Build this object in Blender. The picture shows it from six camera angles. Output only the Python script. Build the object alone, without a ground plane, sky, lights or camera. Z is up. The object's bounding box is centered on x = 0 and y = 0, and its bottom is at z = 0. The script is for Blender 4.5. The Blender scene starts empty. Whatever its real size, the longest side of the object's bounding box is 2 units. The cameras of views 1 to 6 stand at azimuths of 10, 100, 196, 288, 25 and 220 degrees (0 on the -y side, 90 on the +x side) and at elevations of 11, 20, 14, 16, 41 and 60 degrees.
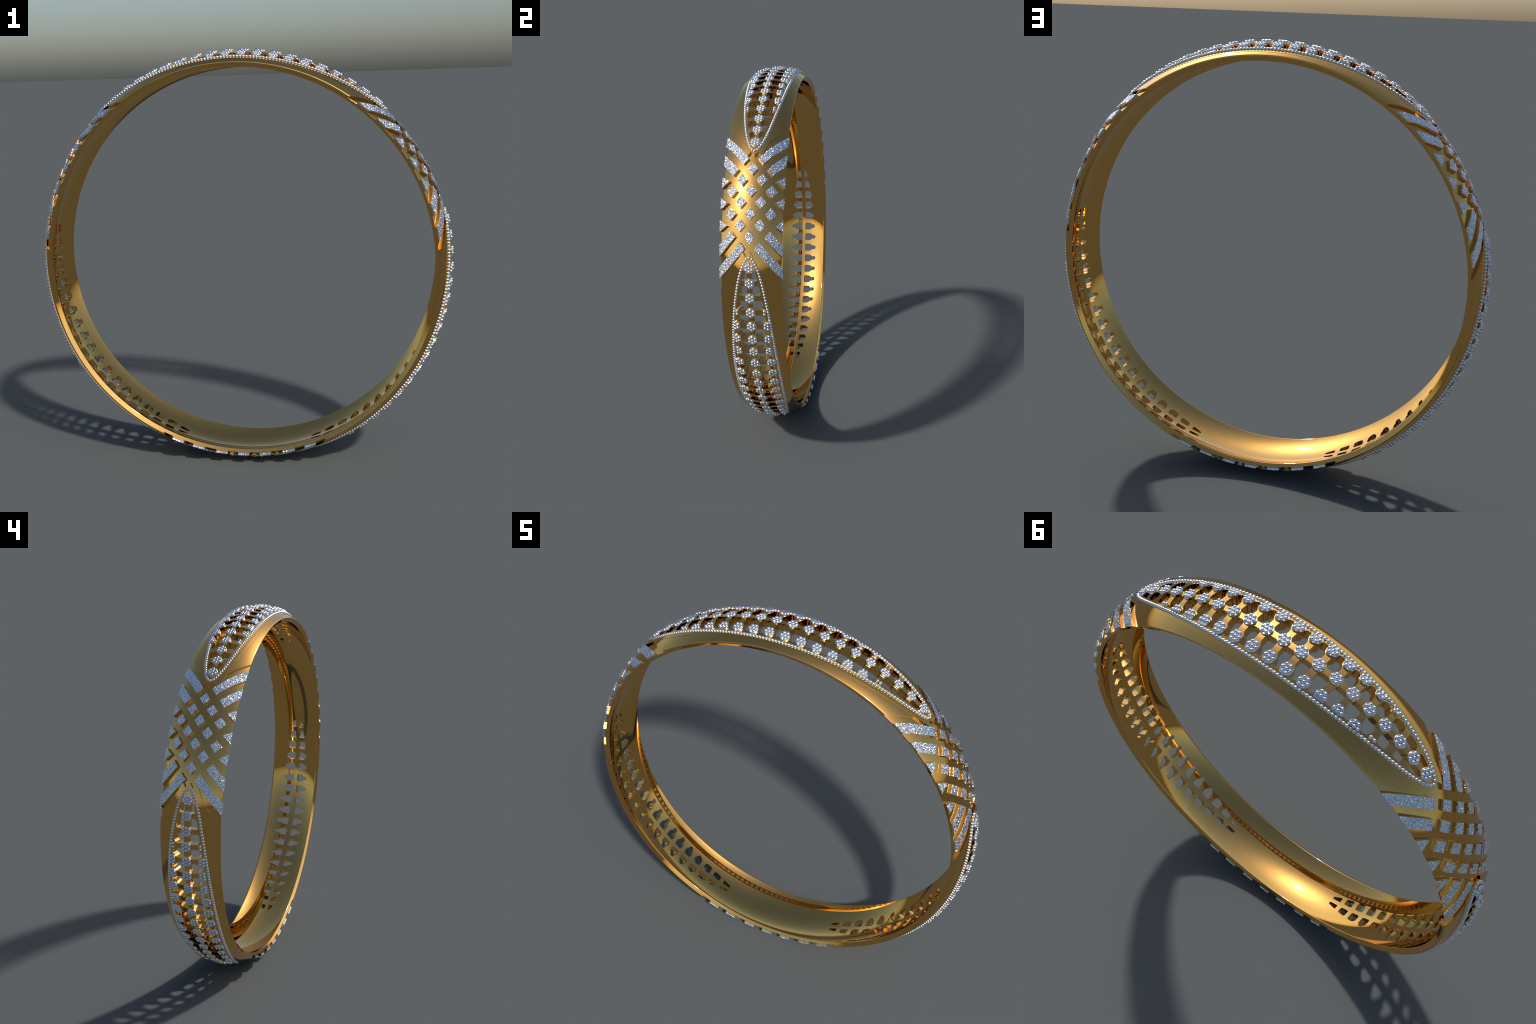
"""Gold bangle: a constant-thickness crowned band with three leaf-shaped openwork
panels set with bead rosettes, alternating with three cross-hatched fields of crystal tiles."""
import bpy, math, random
import numpy as np
from mathutils import Matrix, Vector, geometry

random.seed(7)
RNG = np.random.default_rng(7)

# ------------------------------------------------------------------ dimensions
R0 = 0.985            # radius of the crown at mid width
RHO = 0.279           # radius of the crowned cross-section
RC = R0 - RHO
YE = 0.1640           # half width of the band, measured along the crown
F_OUT, F_IN, F_HATCH = 0.0065, 0.0035, 0.0012          # edge roundings
# heights above the crown as (height at mid width, growth with Y squared, edge rounding)
HATCH_FLAT = 0.0
PLATE_H, SIDE_H = (0.0014, 0.0, F_OUT), (0.0003, 0.0, F_OUT)
FLOOR_H, TILE_H = (-0.0105, HATCH_FLAT, F_HATCH), (-0.0042, HATCH_FLAT, F_HATCH)
GLIT_TOP = 0.0036
INNER_H = (-0.0350, 0.235, -F_IN)      # wall 35 mm thick in the middle, thinner at the rims
DEG = math.pi / 180
SX = 0.985            # metres of pattern length per radian
PITCH = 4.36 * DEG * SX
SIDE_Y = 0.080
DISC_R, BEAD_R, RING_R = 0.0247, 0.0081, 0.0165
HALF = 60 * DEG * SX  # half of one repeat (lens centre to hatch centre)
# hatch lattice
HQ, HP, FILL = 3.307 * DEG * SX, 0.0484, 0.545

# ------------------------------------------------------------------ helpers

def pchip(xs, ys):
    xs, ys = np.array(xs, float), np.array(ys, float)
    h = np.diff(xs); d = np.diff(ys) / h
    m = np.zeros_like(xs)
    for i in range(1, len(xs) - 1):
        if d[i - 1] * d[i] > 0:
            w1, w2 = 2 * h[i] + h[i - 1], h[i] + 2 * h[i - 1]
            m[i] = (w1 + w2) / (w1 / d[i - 1] + w2 / d[i])
    m[-1] = 2 * d[-1]

    def f(x):
        x = np.abs(np.asarray(x, float))
        i = np.clip(np.searchsorted(xs, x) - 1, 0, len(h) - 1)
        t = np.clip((x - xs[i]) / h[i], 0, 1)
        return ((1 + 2 * t) * (1 - t) ** 2 * ys[i] + t * (1 - t) ** 2 * h[i] * m[i]
                + t * t * (3 - 2 * t) * ys[i + 1] + t * t * (t - 1) * h[i] * m[i + 1])
    return f


# half width of the leaf-shaped bead border along its length (degrees -> metres)
LEAF_TIP = 44.35 * DEG * SX
leaf = pchip([a * DEG * SX for a in (0, 8, 15, 22, 28, 33.5, 38.2, 41.5, 43.2, 44.0, 44.35)],
             (0.1147, 0.1125, 0.1065, 0.0970, 0.0850, 0.0702, 0.0535, 0.0360, 0.0222, 0.0120, 0.0))


def resample(p, step, closed=False):
    p = np.asarray(p, float)
    if closed:
        p = np.vstack([p, p[:1]])
    s = np.concatenate([[0], np.cumsum(np.hypot(*np.diff(p, axis=0).T))])
    n = max(3, int(round(s[-1] / step)))
    t = np.linspace(0, s[-1], n + 1)
    q = np.stack([np.interp(t, s, p[:, 0]), np.interp(t, s, p[:, 1])], -1)
    return q[:-1] if closed else q


def smooth_closed(p, times):
    for _ in range(times):
        p = 0.5 * p + 0.25 * (np.roll(p, 1, 0) + np.roll(p, -1, 0))
    return p


def inside(poly, pts):
    x, y = pts[:, 0], pts[:, 1]
    r = np.zeros(len(pts), bool)
    lo, hi = poly.min(0), poly.max(0)
    c = np.where((x >= lo[0]) & (x <= hi[0]) & (y >= lo[1]) & (y <= hi[1]))[0]
    if not len(c):
        return r
    a, b = poly, np.roll(poly, -1, 0)
    px, py = x[c][:, None], y[c][:, None]
    cross = ((a[:, 1] > py) != (b[:, 1] > py)) & (
        px < (b[:, 0] - a[:, 0]) * (py - a[:, 1]) / np.where(b[:, 1] == a[:, 1], 1e-12, b[:, 1] - a[:, 1]) + a[:, 0])
    r[c] = cross.sum(1) % 2 == 1
    return r


def clip(poly, axis, lim, keep_less):
    out = []
    for i in range(len(poly)):
        a, b = poly[i], poly[(i + 1) % len(poly)]
        ia = (a[axis] <= lim) if keep_less else (a[axis] >= lim)
        ib = (b[axis] <= lim) if keep_less else (b[axis] >= lim)
        if ia:
            out.append(a)
        if ia != ib:
            t = (lim - a[axis]) / (b[axis] - a[axis])
            out.append(a + t * (b - a))
    return np.array(out)


def frame(theta, Y):
    """crown normal, tangent along the ring, tangent across the width"""
    a = Y / RHO
    ct, st, ca, sa = np.cos(theta), np.sin(theta), np.cos(a), np.sin(a)
    n = np.stack([ca * ct, sa, ca * st], -1)
    e = np.stack([-st, 0 * st, ct], -1)
    w = np.stack([-sa * ct, ca, -sa * st], -1)
    return n, e, w


def place(X, Y, h, theta0):
    X, Y, h = np.broadcast_arrays(np.asarray(X, float), np.asarray(Y, float), np.asarray(h, float))
    th = theta0 + X / SX
    a = Y / RHO
    rr = RC + (RHO + h) * np.cos(a)
    return np.stack([rr * np.cos(th), (RHO + h) * np.sin(a), rr * np.sin(th)], -1)


def surface(Y, spec):
    """height over the crown and normal (across, outward) of one of the band's surfaces"""
    h0, c, f = spec
    Y = np.asarray(Y, float)
    r = abs(f)
    u = np.clip((np.abs(Y) - (YE - r)) / r, 0, 1)
    h = h0 + c * Y * Y - math.copysign(1, f) * r * (1 - np.sqrt(1 - u * u))
    nw, nn = u * np.sign(Y), np.sqrt(np.maximum(1 - u * u, 0))
    if f < 0:
        nn = -nn
    nw = nw - 2 * c * Y * nn
    q = np.hypot(nw, nn)
    return h, nw / q, nn / q


def cdt(points, edges):
    v, e, f, *_ = geometry.delaunay_2d_cdt([Vector(p) for p in points], edges, [], 0, 1e-7)
    v = np.array([(p[0], p[1]) for p in v])
    return v, np.array([t for t in f], int)


EDGE_ROWS = sorted({round(s * (YE - f + f * r), 6) for s in (1, -1) for f in (F_OUT, F_IN, F_HATCH) for r in (0, .25, .5, .7, .85, .95, 1)})


def subdivide(poly, step=0.009, closed=True):
    """extra points along straight edges, also where they cross the rows of the edge rounding"""
    out = []
    for i in range(len(poly) if closed else len(poly) - 1):
        a, b = np.asarray(poly[i], float), np.asarray(poly[(i + 1) % len(poly)], float)
        n = max(1, int(math.ceil(np.hypot(*(b - a)) / step)))
        ts = set(np.round(np.arange(n) / n, 6))
        if abs(b[1] - a[1]) > 1e-5:
            for y in EDGE_ROWS:
                t = (y - a[1]) / (b[1] - a[1])
                if 0.002 < t < 0.998:
                    ts = {u for u in ts if abs(u - t) * np.hypot(*(b - a)) > 0.0008 or u == 0} | {t}
        out += [a + (b - a) * t for t in sorted(ts)]
    if not closed:
        out.append(np.asarray(poly[-1], float))
    return np.array(out)


class Outline:
    def __init__(self):
        self.pts, self.edges = [], []

    def add(self, poly, closed=True):
        b = len(self.pts)
        self.pts += [tuple(p) for p in poly]
        n = len(poly)
        self.edges += [(b + i, b + (i + 1) % n) for i in range(n if closed else n - 1)]


# ------------------------------------------------------------------ pattern in the flat (X along the ring, Y across)

def hole(g, side):
    """one opening of the lattice between rosette rows g and g+1 (row r stands at (r+.5)*PITCH)"""
    x0 = (g + 1) * PITCH
    y0, yend = 0.0118, 0.0960
    ys = np.linspace(y0, yend, 70)

    def bound(row):
        w = np.full_like(ys, PITCH / 2 - 0.0126)
        if abs(row + 0.5) < 7:                     # neck between two side rosettes
            t = np.clip((ys - 0.0540) / 0.0110, 0, 1)
            w = w + (0.0128 - w) * t * t * (3 - 2 * t)
        return w
    lo, hi = x0 - bound(g), x0 + bound(g + 1)
    grid = np.linspace(0, LEAF_TIP, 600)
    lim = np.interp(-(ys + 0.0145), -leaf(grid), grid)          # |X| allowed at each Y by the leaf border
    lim = np.where(ys + 0.0145 > 0.1147, 0, lim)
    lo, hi = np.maximum(lo, -lim), np.minimum(hi, lim)
    ok = hi - lo > 0.004
    poly = np.concatenate([np.stack([lo[ok], ys[ok]], -1), np.stack([hi[ok], ys[ok]], -1)[::-1]])
    poly = resample(poly, 0.0026, True)
    poly = smooth_closed(poly, 14 if abs(g + 1) < 9 else 3)
    poly[:, 1] *= side
    return poly if side > 0 else poly[::-1]


HOLES = [hole(g, s) for g in range(-10, 9) for s in (1, -1)]


def lattice(p, q):
    """pattern point of hatch lattice coordinates, X counted from the hatch centre; the pattern is straight in y, not along the crown"""
    return np.array([q * HQ, p * HP])


def onto_crown(poly):
    poly = np.array(subdivide(poly, 0.009))
    poly[:, 1] = np.clip(RHO * np.arcsin(np.clip(poly[:, 1] / RHO, -1, 1)), -YE, YE)
    return poly


Y_CUT = RHO * math.sin(YE / RHO)


def hatch_tiles():
    """diamonds and merged long bars of the hatch: list of polygons about the hatch centre"""
    f = FILL
    out = []
    cells = [(0, q) for q in (-3, -1, 1, 3)] + [(s, q) for s in (1, -1) for q in (-2, 0, 2)]
    cells += [(2 * s, q) for s in (1, -1) for q in (-1, 1)]
    for p, q in cells:
        out.append([lattice(p, q + f), lattice(p + f, q), lattice(p, q - f), lattice(p - f, q)])
    for s in (1, -1):
        for u in (1, -1):
            for p, q in ((1, 4), (2, 3)):
                # bar running outwards: its inner end is cell (p,q), the far end lies beyond the edge
                a, b = (p - f, q), (p, q - f)
                L = 4.0
                out.append([lattice(s * a[0], u * a[1]), lattice(s * b[0], u * b[1]),
                            lattice(s * (b[0] + L), u * (b[1] + L)), lattice(s * (a[0] + L), u * (a[1] + L))])
    for s in (1, -1):
        for q in (-2, 0, 2):
            # half diamonds at the rims
            out.append([(q * HQ, s * 0.1160), (q * HQ + 0.56 * HQ, s * 0.1560), (q * HQ - 0.56 * HQ, s * 0.1560)])
    res = []
    for poly in out:
        poly = np.array(poly)
        poly = onto_crown(clip(clip(poly, 1, Y_CUT, True), 1, -Y_CUT, False))
        area = 0.5 * np.sum(poly[:, 0] * np.roll(poly[:, 1], -1) - poly[:, 1] * np.roll(poly[:, 0], -1))
        res.append(poly if area > 0 else poly[::-1])
    return res


TILES = hatch_tiles()

# leaf-shaped plate around the beads (slightly proud) and the plain side field with its V ends
PLATE_TIP = 46.0 * DEG * SX
plate_half = pchip([a * DEG * SX for a in (0, 10, 20, 27, 33, 38, 41.5, 44, 45.3, 45.9, 46.0)],
                   (0.1375, 0.1345, 0.1255, 0.1135, 0.0980, 0.0800, 0.0655, 0.0510, 0.0410, 0.0310, 0.0))


def plate_outline():
    x = PLATE_TIP * np.sin(np.linspace(-np.pi / 2, np.pi / 2, 181))
    y = plate_half(x)
    up = np.stack([x, y], -1)
    poly = np.concatenate([up[::-1], np.stack([x, -y], -1)[1:-1]])
    return resample(poly, 0.008, True)


PLATE = plate_outline()
V_TIP = HALF - (5 - FILL) * HQ
V_SLOPE = 65.0 * DEG * SX / 1.0
FIELD = np.array([(V_TIP, 0), (V_TIP - YE * V_SLOPE, YE), (-V_TIP + YE * V_SLOPE, YE), (-V_TIP, 0),
                  (-V_TIP + YE * V_SLOPE, -YE), (V_TIP - YE * V_SLOPE, -YE)])
# the ends of the grooves nick the tip of the plate
NICKS = []
for u in (1, -1):
    for s in (1, -1):
        NICKS.append(np.array([(u * (HALF - t * DEG * SX), s * y) for t, y in ((15.5, 0.0187), (13.95, 0.0008), (13.0, 0.0150), (14.15, 0.0320))]))


# ------------------------------------------------------------------ gold band

def build_band():
    ol = Outline()
    for h in HOLES:
        ol.add(h)
    ol.add(PLATE)
    ol.add(subdivide(FIELD[[1, 0, 5]], 0.012, False), False)
    ol.add(subdivide(FIELD[[2, 3, 4]], 0.012, False), False)
    for n in NICKS:
        ol.add(n)
    tiles = []
    for side in (HALF, -HALF):
        for t in TILES:
            q = t + (side, 0)
            if q[:, 0].min() > HALF - 1e-6 or q[:, 0].max() < -HALF + 1e-6:
                continue
            q = clip(clip(q, 0, HALF, True), 0, -HALF, False)
            tiles.append(q)
            ol.add(subdivide(q))
    # rectangle border and supporting grid
    ys = sorted({round(v, 6) for v in list(np.linspace(-(YE - F_OUT), YE - F_OUT, 25))
                 + EDGE_ROWS})
    xs = np.linspace(-HALF, HALF, 133)
    grid = np.array([(x, y) for x in xs for y in ys])
    drop = np.zeros(len(grid), bool)
    for h in HOLES:
        drop |= inside(h, grid)
    grid = grid[~drop]
    b = len(ol.pts)
    pts = ol.pts + [tuple(p) for p in grid]
    n = len(pts)
    pts += [(-HALF, -YE), (HALF, -YE), (HALF, YE), (-HALF, YE)]
    edges = ol.edges + [(n, n + 1), (n + 1, n + 2), (n + 2, n + 3), (n + 3, n)]
    rows = [y for y in EDGE_ROWS if abs(y) < YE - 1e-6]
    for y in rows:
        edges.append((len(pts), len(pts) + 1))
        pts += [(-HALF, y), (HALF, y)]
    V, F = cdt(pts, edges)
    a, b_, c = V[F[:, 0]], V[F[:, 1]], V[F[:, 2]]
    area = (b_[:, 0] - a[:, 0]) * (c[:, 1] - a[:, 1]) - (b_[:, 1] - a[:, 1]) * (c[:, 0] - a[:, 0])
    F[area < 0] = F[area < 0][:, ::-1]
    F = F[np.abs(area) > 1e-12]
    cen = V[F].mean(1)
    kinds = [FLOOR_H, SIDE_H, PLATE_H, TILE_H]
    level = np.zeros(len(F), int)
    level[inside(FIELD, cen)] = 1
    level[inside(PLATE, cen)] = 2
    for q in NICKS:
        level[inside(q, cen)] = 0
    for q in tiles:
        level[inside(q, cen)] = 3
    solid = np.ones(len(F), bool)
    for h in HOLES:
        solid &= ~inside(h, cen)
    F, level = F[solid], level[solid]

    # the inside of the wall: same openings and border points, none of the hatch lines
    ib = Outline()
    for h in HOLES:
        ib.add(h)
    rim_pts = V[(np.abs(np.abs(V[:, 1]) - YE) < 1e-6) | (np.abs(np.abs(V[:, 0]) - HALF) < 1e-6)]
    ipts = ib.pts + [tuple(p) for p in rim_pts] + [tuple(p) for p in grid[(np.abs(grid[:, 1]) < YE - 1e-6) & (np.abs(grid[:, 0]) < HALF - 1e-6)]]
    m = len(ipts)
    ipts += [(-HALF, -YE), (HALF, -YE), (HALF, YE), (-HALF, YE)]
    iedges = ib.edges + [(m, m + 1), (m + 1, m + 2), (m + 2, m + 3), (m + 3, m)]
    for y in rows:
        iedges.append((len(ipts), len(ipts) + 1))
        ipts += [(-HALF, y), (HALF, y)]
    VI, FI = cdt(ipts, iedges)
    ceni = VI[FI].mean(1)
    keep = np.ones(len(FI), bool)
    for h in HOLES:
        keep &= ~inside(h, ceni)
    FI = FI[keep]
    a, b_, c = VI[FI[:, 0]], VI[FI[:, 1]], VI[FI[:, 2]]
    area = (b_[:, 0] - a[:, 0]) * (c[:, 1] - a[:, 1]) - (b_[:, 1] - a[:, 1]) * (c[:, 0] - a[:, 0])
    FI[area < 0] = FI[area < 0][:, ::-1]
    FI = FI[np.abs(area) > 1e-12]

    verts, norms, faces = [], [], []       # flat (X, Y, h), loop normals in the (e, w, n) frame

    cache = {}

    def vid(i, h, src=V):
        k = (round(src[i, 0], 6), round(src[i, 1], 6), round(h, 6))
        if k not in cache:
            cache[k] = len(verts)
            verts.append((src[i, 0], src[i, 1], h))
        return cache[k]

    S = [surface(V[:, 1], k) for k in kinds]
    inner = surface(VI[:, 1], INNER_H)
    low = surface(V[:, 1], INNER_H)[0]
    for t, lv in zip(F, level):
        h, nw, nn = S[lv]
        faces.append([vid(i, h[i]) for i in t])
        norms.append([(0, nw[i], nn[i]) for i in t])
    for t in FI:
        faces.append([vid(i, inner[0][i], VI) for i in t[::-1]])
        norms.append([(0, inner[1][i], inner[2][i]) for i in t[::-1]])
    # walls: every edge between different levels, round every opening and along both rims
    owner = {}
    for t, lv in zip(F, level):
        for j in range(3):
            owner[(t[j], t[(j + 1) % 3])] = lv
    wall = {}
    for (i, j), lv in owner.items():
        other = owner.get((j, i))
        if other is None:
            if abs(abs(V[i, 0]) - HALF) < 1e-6 and abs(abs(V[j, 0]) - HALF) < 1e-6:
                continue
            wall[(i, j)] = (lv, None)
        elif kinds[other][0] < kinds[lv][0] - 1e-9:
            wall[(i, j)] = (lv, other)
    # outward normals of the wall edges, smoothed where the outline bends gently
    seg = {}
    start, end = {}, {}
    for (i, j) in wall:
        d = V[j] - V[i]
        seg[(i, j)] = np.array([d[1], -d[0]]) / max(np.hypot(*d), 1e-9)
        start.setdefault(i, []).append((i, j))
        end.setdefault(j, []).append((i, j))
    for e, (hi, lo) in wall.items():
        i, j = e
        ni = nj = seg[e]
        for k in end.get(i, ()):
            if seg[k] @ seg[e] > 0.75:
                ni = seg[k] + seg[e]
        for k in start.get(j, ()):
            if seg[k] @ seg[e] > 0.75:
                nj = seg[k] + seg[e]
        ni, nj = ni / np.hypot(*ni), nj / np.hypot(*nj)
        base = low if lo is None else S[lo][0]
        top = S[hi][0]
        faces.append([vid(i, top[i]), vid(i, base[i]), vid(j, base[j]), vid(j, top[j])])
        norms.append([(*ni, 0), (*ni, 0), (*nj, 0), (*nj, 0)])
    verts = np.array(verts)
    # three repeats round the ring
    allv, allf, alln = [], [], []
    for k in range(3):
        th0 = (90 + 120 * k) * DEG
        P = place(verts[:, 0], verts[:, 1], verts[:, 2], th0)
        n_, e_, w_ = frame(th0 + verts[:, 0] / SX, verts[:, 1])
        off = len(verts) * k
        allv.append(P)
        for f, nn in zip(faces, norms):
            # (e, w, n) is left-handed for this parametrisation: reverse to keep faces outward
            allf.append([i + off for i in f][::-1])
            for i, c in list(zip(f, nn))[::-1]:
                alln.append(c[0] * e_[i] + c[1] * w_[i] + c[2] * n_[i])
    P = np.vstack(allv)
    key, inv = np.unique(np.round(P, 6), axis=0, return_inverse=True)
    inv = inv.ravel()
    me = bpy.data.meshes.new("band")
    fs, ns, li = [], [], 0
    for f in allf:
        g = [int(inv[i]) for i in f]
        if len(set(g)) == len(g):
            fs.append(g); ns += alln[li:li + len(f)]
        li += len(f)
    me.from_pydata([tuple(p) for p in key], [], fs)
    me.polygons.foreach_set("use_smooth", [True] * len(me.polygons))
    me.normals_split_custom_set([tuple(n) for n in ns])
    me.update()
    return me


# ------------------------------------------------------------------ crystal tiles

def build_tile(poly, theta0):
    """a slab of crystal pave: outline filled with a jittered point set, every facet tilted its own way"""
    c = poly.mean(0)
    d = poly - c
    poly = c + d * (1 - 0.0004 / np.abs(d).max())
    edge = []
    for i in range(len(poly)):
        a, b = poly[i], poly[(i + 1) % len(poly)]
        n = max(1, int(round(np.hypot(*(b - a)) / 0.0034)))
        edge += [a + (b - a) * t / n for t in range(n)]
    edge = np.array(edge)
    step = 0.0025
    lo, hi = poly.min(0), poly.max(0)
    gx, gy = np.meshgrid(np.arange(lo[0], hi[0], step), np.arange(lo[1], hi[1], step * 0.87))
    gx = gx + (np.arange(gx.shape[0]) % 2)[:, None] * step / 2
    pts = np.stack([gx.ravel(), gy.ravel()], -1) + RNG.uniform(-0.3, 0.3, (gx.size, 2)) * step
    pts = pts[inside(c + (poly - c) * (1 - 0.0016 / np.abs(d).max()), pts)]
    ne = len(edge)
    P = np.vstack([edge, pts])
    V, F = cdt([tuple(p) for p in P], [(i, (i + 1) % ne) for i in range(ne)])
    cen = V[F].mean(1)
    F = F[inside(poly, cen)]
    a, b, e = V[F[:, 0]], V[F[:, 1]], V[F[:, 2]]
    area = (b[:, 0] - a[:, 0]) * (e[:, 1] - a[:, 1]) - (b[:, 1] - a[:, 1]) * (e[:, 0] - a[:, 0])
    F[area < 0] = F[area < 0][:, ::-1]
    h = GLIT_TOP + HATCH_FLAT * V[:, 1] ** 2 + RNG.normal(0, 0.00060, len(V))
    # bound edges of the fill
    cnt = {}
    for t in F:
        for j in range(3):
            cnt[(t[j], t[(j + 1) % 3])] = 1
    rim = [k for k in cnt if (k[1], k[0]) not in cnt]
    top = place(V[:, 0], V[:, 1], h, theta0)
    low = place(V[:, 0], V[:, 1], TILE_H[0] - 0.0012 + HATCH_FLAT * V[:, 1] ** 2, theta0)
    n = len(V)
    faces = [tuple(int(i) for i in t[::-1]) for t in F]
    faces += [tuple(int(i) + n for i in t) for t in F]
    # the sides: two rough courses of facets between the top and the gold
    ring = sorted({int(i) for e in rim for i in e})
    pull = V[ring] + (c - V[ring]) * (RNG.uniform(0.0, 0.0016, len(ring)) / np.hypot(*(V[ring] - c).T))[:, None]
    mid = place(pull[:, 0], pull[:, 1], (GLIT_TOP + TILE_H[0]) / 2 + RNG.uniform(-0.001, 0.001, len(ring)), theta0)
    at = {i: 2 * n + k for k, i in enumerate(ring)}
    for i, j in rim:
        i, j = int(i), int(j)
        faces += [(j, at[j], at[i]), (j, at[i], i), (at[j], j + n, i + n), (at[j], i + n, at[i])]
    return np.vstack([top, low, mid]), faces


# ------------------------------------------------------------------ rosettes and beads

def sphere(center, r, seg=14, rings=8):
    cx, cy, cz = center
    v = [(cx, cy, cz + r)]
    for i in range(1, rings):
        a = math.pi * i / rings
        for j in range(seg):
            b = 2 * math.pi * j / seg
            v.append((cx + r * math.sin(a) * math.cos(b), cy + r * math.sin(a) * math.sin(b), cz + r * math.cos(a)))
    v.append((cx, cy, cz - r))
    f = [(0, 1 + j, 1 + (j + 1) % seg) for j in range(seg)]
    for i in range(rings - 2):
        o = 1 + i * seg
        f += [(o + j, o + seg + j, o + seg + (j + 1) % seg, o + (j + 1) % seg) for j in range(seg)]
    o, last = 1 + (rings - 2) * seg, len(v) - 1
    f += [(o + j, last, o + (j + 1) % seg) for j in range(seg)]
    return v, f


def rosette_mesh(name, cut, keep, mats, pair=False):
    """gold pedestal with a silver top plate and round beads; cut = function giving the largest Y at a local x, or None"""
    v, f, m, sm = [], [], [], []
    seg = 56
    ring = []
    for i in range(seg):
        a = 2 * math.pi * i / seg
        ring.append([DISC_R * math.cos(a), DISC_R * math.sin(a)])
    ring = np.array(ring)
    if cut:
        poly = resample(ring, 0.0012, True)
        lim = np.array([cut(x) for x in poly[:, 0]])
        poly[:, 1] = np.minimum(poly[:, 1], lim)
        ring = resample(poly, 0.0035, True)
    seg = len(ring)
    plate = not pair

    def lay(z, shrink):
        b = len(v)
        c = ring.mean(0)
        for x, y in ring:
            d = np.array([x, y]) - c
            d = d * (1 - shrink / max(np.hypot(*d), 1e-6))
            v.append((c[0] + d[0], c[1] + d[1], z))
        return b

    layers = [(-0.004, 0.0002, 1), (0.0022, 0.0002, 1), (0.0023, 0.0, 0), (0.0060, 0.0, 0), (0.0066, 0.0006, 0)]
    prev = None
    for z, s, mat in layers if plate else ():
        b = lay(z, s)
        if prev is not None:
            for j in range(seg):
                f.append((prev + j, prev + (j + 1) % seg, b + (j + 1) % seg, b + j)); m.append(mat); sm.append(False)
        prev = b
    if plate:
        f.append(tuple(prev + j for j in range(seg))); m.append(0); sm.append(False)
        f.append(tuple(range(seg))[::-1]); m.append(1); sm.append(False)
    spots = [(0, 0)] + [(RING_R * math.cos(k * math.pi / 3), RING_R * math.sin(k * math.pi / 3)) for k in range(6)]
    for x, y in spots:
        if not keep(y):
            continue
        sv, sf = sphere((x, y, 0.0078), BEAD_R)
        b = len(v)
        v += sv
        f += [tuple(b + i for i in q) for q in sf]
        m += [0] * len(sf); sm += [True] * len(sf)
        if pair:                                  # lone beads stand on their own gold studs
            b = len(v)
            for z in (-0.004, 0.0040):
                v += [(x + 0.0066 * math.cos(k * math.pi / 8), y + 0.0066 * math.sin(k * math.pi / 8), z) for k in range(16)]
            f += [(b + k, b + (k + 1) % 16, b + 16 + (k + 1) % 16, b + 16 + k) for k in range(16)] + [tuple(range(b + 16, b + 32))]
            m += [1] * 17; sm += [True] * 16 + [False]
    me = bpy.data.meshes.new(name)
    me.from_pydata(v, [], f)
    for mt in mats:
        me.materials.append(mt)
    me.polygons.foreach_set("material_index", m)
    me.polygons.foreach_set("use_smooth", sm)
    me.update()
    return me


# ------------------------------------------------------------------ materials

def principled(name):
    mt = bpy.data.materials.new(name)
    mt.use_nodes = True
    return mt, mt.node_tree.nodes, mt.node_tree.links, mt.node_tree.nodes["Principled BSDF"]


def gold_material():
    mt, nd, ln, bs = principled("polished_gold")
    tc = nd.new("ShaderNodeTexCoord")
    ns = nd.new("ShaderNodeTexNoise")
    ns.inputs["Scale"].default_value = 26
    ns.inputs["Detail"].default_value = 3
    ramp = nd.new("ShaderNodeValToRGB")
    ramp.color_ramp.elements[0].position, ramp.color_ramp.elements[1].position = 0.35, 0.65
    ramp.color_ramp.elements[0].color = (0.835, 0.482, 0.135, 1)
    ramp.color_ramp.elements[1].color = (0.850, 0.496, 0.145, 1)
    ln.new(tc.outputs["Object"], ns.inputs["Vector"])
    ln.new(ns.outputs["Fac"], ramp.inputs["Fac"])
    ln.new(ramp.outputs["Color"], bs.inputs["Base Color"])
    bs.inputs["Metallic"].default_value = 1
    bs.inputs["Roughness"].default_value = 0.035
    return mt


def silver_material():
    mt, nd, ln, bs = principled("bright_silver")
    tc = nd.new("ShaderNodeTexCoord")
    ns = nd.new("ShaderNodeTexNoise")
    ns.inputs["Scale"].default_value = 60
    ramp = nd.new("ShaderNodeValToRGB")
    ramp.color_ramp.elements[0].color = (0.84, 0.85, 0.87, 1)
    ramp.color_ramp.elements[1].color = (0.89, 0.90, 0.915, 1)
    ln.new(tc.outputs["Object"], ns.inputs["Vector"])
    ln.new(ns.outputs["Fac"], ramp.inputs["Fac"])
    ln.new(ramp.outputs["Color"], bs.inputs["Base Color"])
    bs.inputs["Metallic"].default_value = 1
    bs.inputs["Roughness"].default_value = 0.22
    return mt


def crystal_material():
    mt, nd, ln, bs = principled("crystal_pave")
    tc = nd.new("ShaderNodeTexCoord")
    vo = nd.new("ShaderNodeTexVoronoi")
    vo.inputs["Scale"].default_value = 300
    ramp = nd.new("ShaderNodeValToRGB")
    ramp.color_ramp.elements[0].color = (0.76, 0.79, 0.84, 1)
    ramp.color_ramp.elements[1].color = (0.95, 0.96, 0.98, 1)
    sep = nd.new("ShaderNodeSeparateColor")
    ln.new(tc.outputs["Object"], vo.inputs["Vector"])
    ln.new(vo.outputs["Color"], sep.inputs["Color"])
    ln.new(sep.outputs["Red"], ramp.inputs["Fac"])
    ln.new(ramp.outputs["Color"], bs.inputs["Base Color"])
    bs.inputs["Metallic"].default_value = 1
    bs.inputs["Roughness"].default_value = 0.12
    return mt


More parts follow.
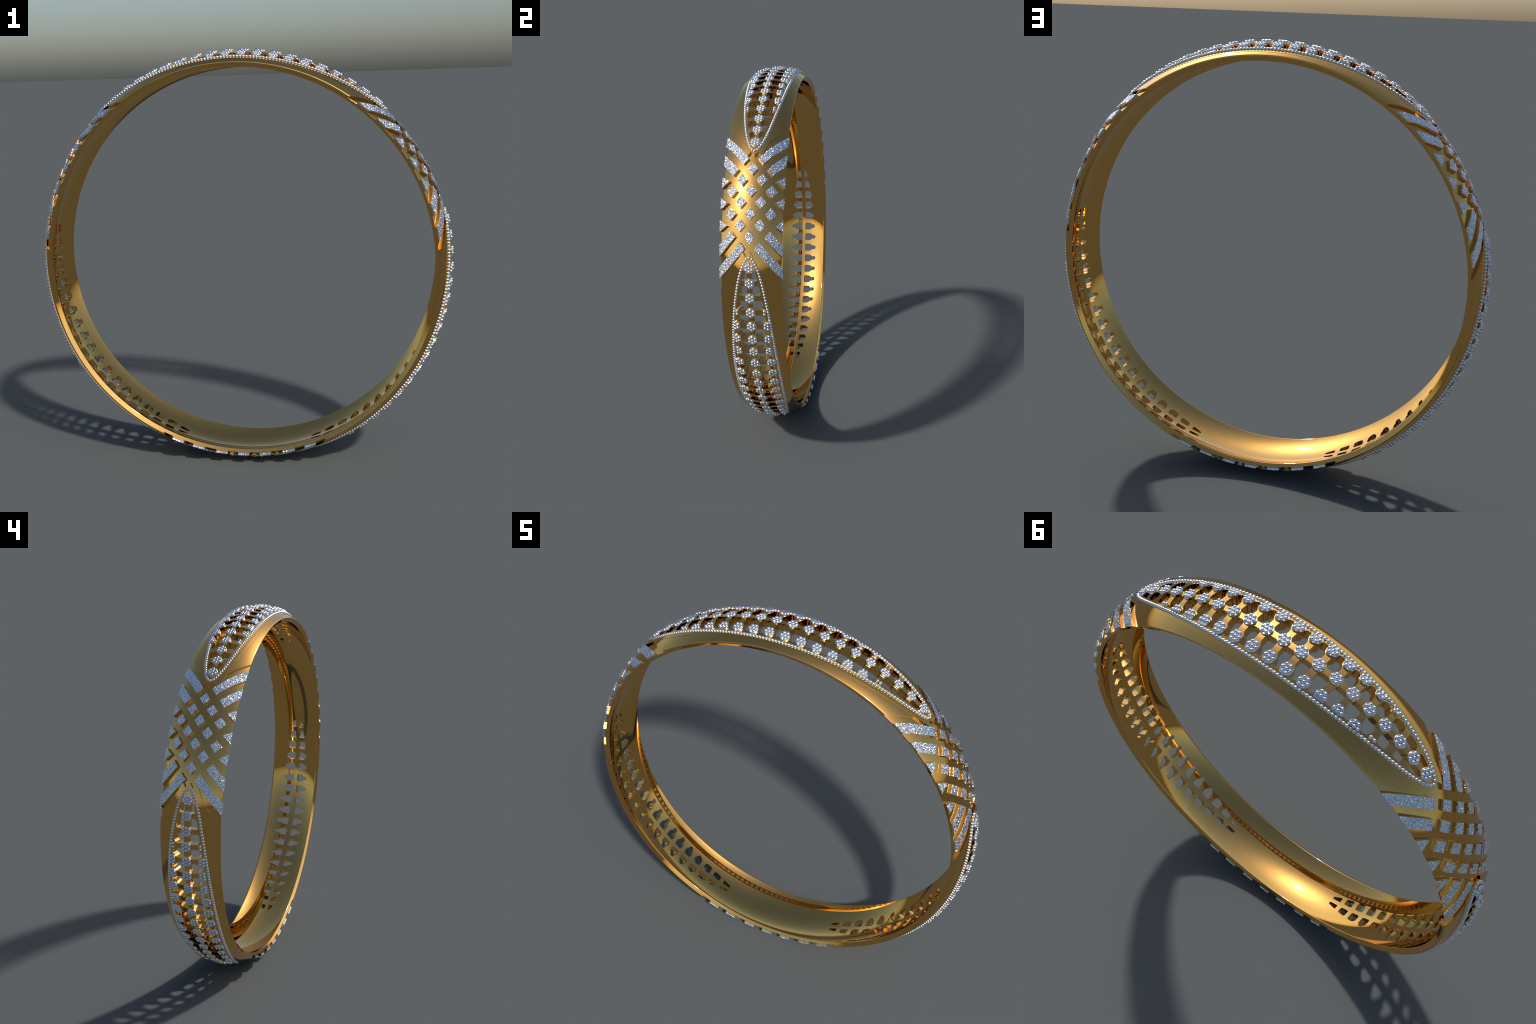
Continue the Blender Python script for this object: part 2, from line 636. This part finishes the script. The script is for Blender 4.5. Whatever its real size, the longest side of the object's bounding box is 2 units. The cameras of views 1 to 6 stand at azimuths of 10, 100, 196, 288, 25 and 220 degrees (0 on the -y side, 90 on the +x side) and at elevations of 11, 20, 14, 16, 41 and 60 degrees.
# ------------------------------------------------------------------ assembly
GOLD, SILVER, CRYSTAL = gold_material(), silver_material(), crystal_material()
col = bpy.context.scene.collection
root = bpy.data.objects.new("bangle", None)
col.objects.link(root)
root["label"] = "round gold bangle with silver bead rosettes and sparkling crystal crosshatch"
root["category"] = "bangle bracelet"
PARTS = []


def add(name, mesh, matrix=None):
    ob = bpy.data.objects.new(name, mesh)
    col.objects.link(ob)
    ob.parent = root
    if matrix is not None:
        ob.matrix_world = matrix
    PARTS.append(ob)
    return ob


band_mesh = build_band()
band_mesh.materials.append(GOLD)
add("band", band_mesh)

# crystal tiles: each field stands between two leaf panels
lowest = 0.0
for k in range(3):
    th0 = (30 + 120 * k) * DEG
    for t in TILES:
        v, f = build_tile(t, th0)
        lowest = min(lowest, v[:, 2].min())
        o = v.mean(0)
        me = bpy.data.meshes.new("crystal_tile")
        me.from_pydata([tuple(p - o) for p in v], [], f)
        me.materials.append(CRYSTAL)
        add("crystal_tile", me, Matrix.Translation(o))

# rosettes
FULL = rosette_mesh("rosette", None, lambda y: True, (SILVER, GOLD))
CUT = {}
for r in (3.5, 4.5, 5.5, 6.5):
    for sgn in (1, -1):
        x0 = sgn * r * PITCH
        back = 0.0160 if r > 6 else 0.0095
        cut = (lambda x0, back: lambda x: float(leaf(x0 + x)) - back - SIDE_Y)(x0, back)
        keep = (lambda y: y < -0.002) if r > 6 else (lambda y: y < 0.002)
        CUT[sgn * r] = rosette_mesh("rosette_cut", cut, keep, (SILVER, GOLD), r > 6)


def stand(theta0, X, Y, turn):
    th = np.array(theta0 + X / SX)
    n, e, w = frame(th, np.array(Y))
    p = place(X, Y, 0.0, theta0)
    # right-handed axes: x along -e, y along w, z along n  (e x w = -n here)
    ax = np.stack([-e, w, n]) if not turn else np.stack([e, -w, n])
    M = Matrix([(*ax[:, i], p[i]) for i in range(3)] + [(0, 0, 0, 1)])
    return M


for k in range(3):
    th0 = (90 + 120 * k) * DEG
    for i in range(20):
        r = i - 9.5
        add("rosette", FULL, stand(th0, r * PITCH, 0.0, False))
        if abs(r) < 7:
            for s in (1, -1):
                if abs(r) < 3:
                    me, = (FULL,)
                else:
                    me = CUT[-r if s > 0 else r]
                add("rosette", me, stand(th0, r * PITCH, s * SIDE_Y, s < 0))

# bead borders
half = [(LEAF_TIP * math.sin(a), 0) for a in np.linspace(-math.pi / 2, math.pi / 2, 400)]
up = np.array([(x, float(leaf(x))) for x, _ in half])
loop = np.concatenate([up, (up * (1, -1))[::-1][1:-1]])
BEADS = resample(loop, 0.0155, True)
for k in range(3):
    th0 = (90 + 120 * k) * DEG
    v, f = [], []
    C = place(BEADS[:, 0], BEADS[:, 1], 0.0022, th0)
    N, E1, W1 = frame(th0 + BEADS[:, 0] / SX, BEADS[:, 1])
    for c, n, e, w in zip(C, N, E1, W1):
        sv, sf = sphere((0, 0, 0), 1.0, 14, 10)
        b = len(v)
        v += [tuple(c + BEAD_R * (-x * e + y * w + 0.92 * z * n)) for x, y, z in sv]
        f += [tuple(b + i for i in q) for q in sf]
    me = bpy.data.meshes.new("bead_border")
    me.from_pydata(v, [], f)
    me.polygons.foreach_set("use_smooth", [True] * len(f))
    me.materials.append(SILVER)
    ob = add("bead_border", me)
    ob["kind"] = "stuff"

# stand the bangle on the ground
bpy.context.view_layer.update()
lift = Matrix.Translation((0, 0, -lowest))
for ob in PARTS:
    ob.matrix_world = lift @ ob.matrix_world
bpy.context.view_layer.update()
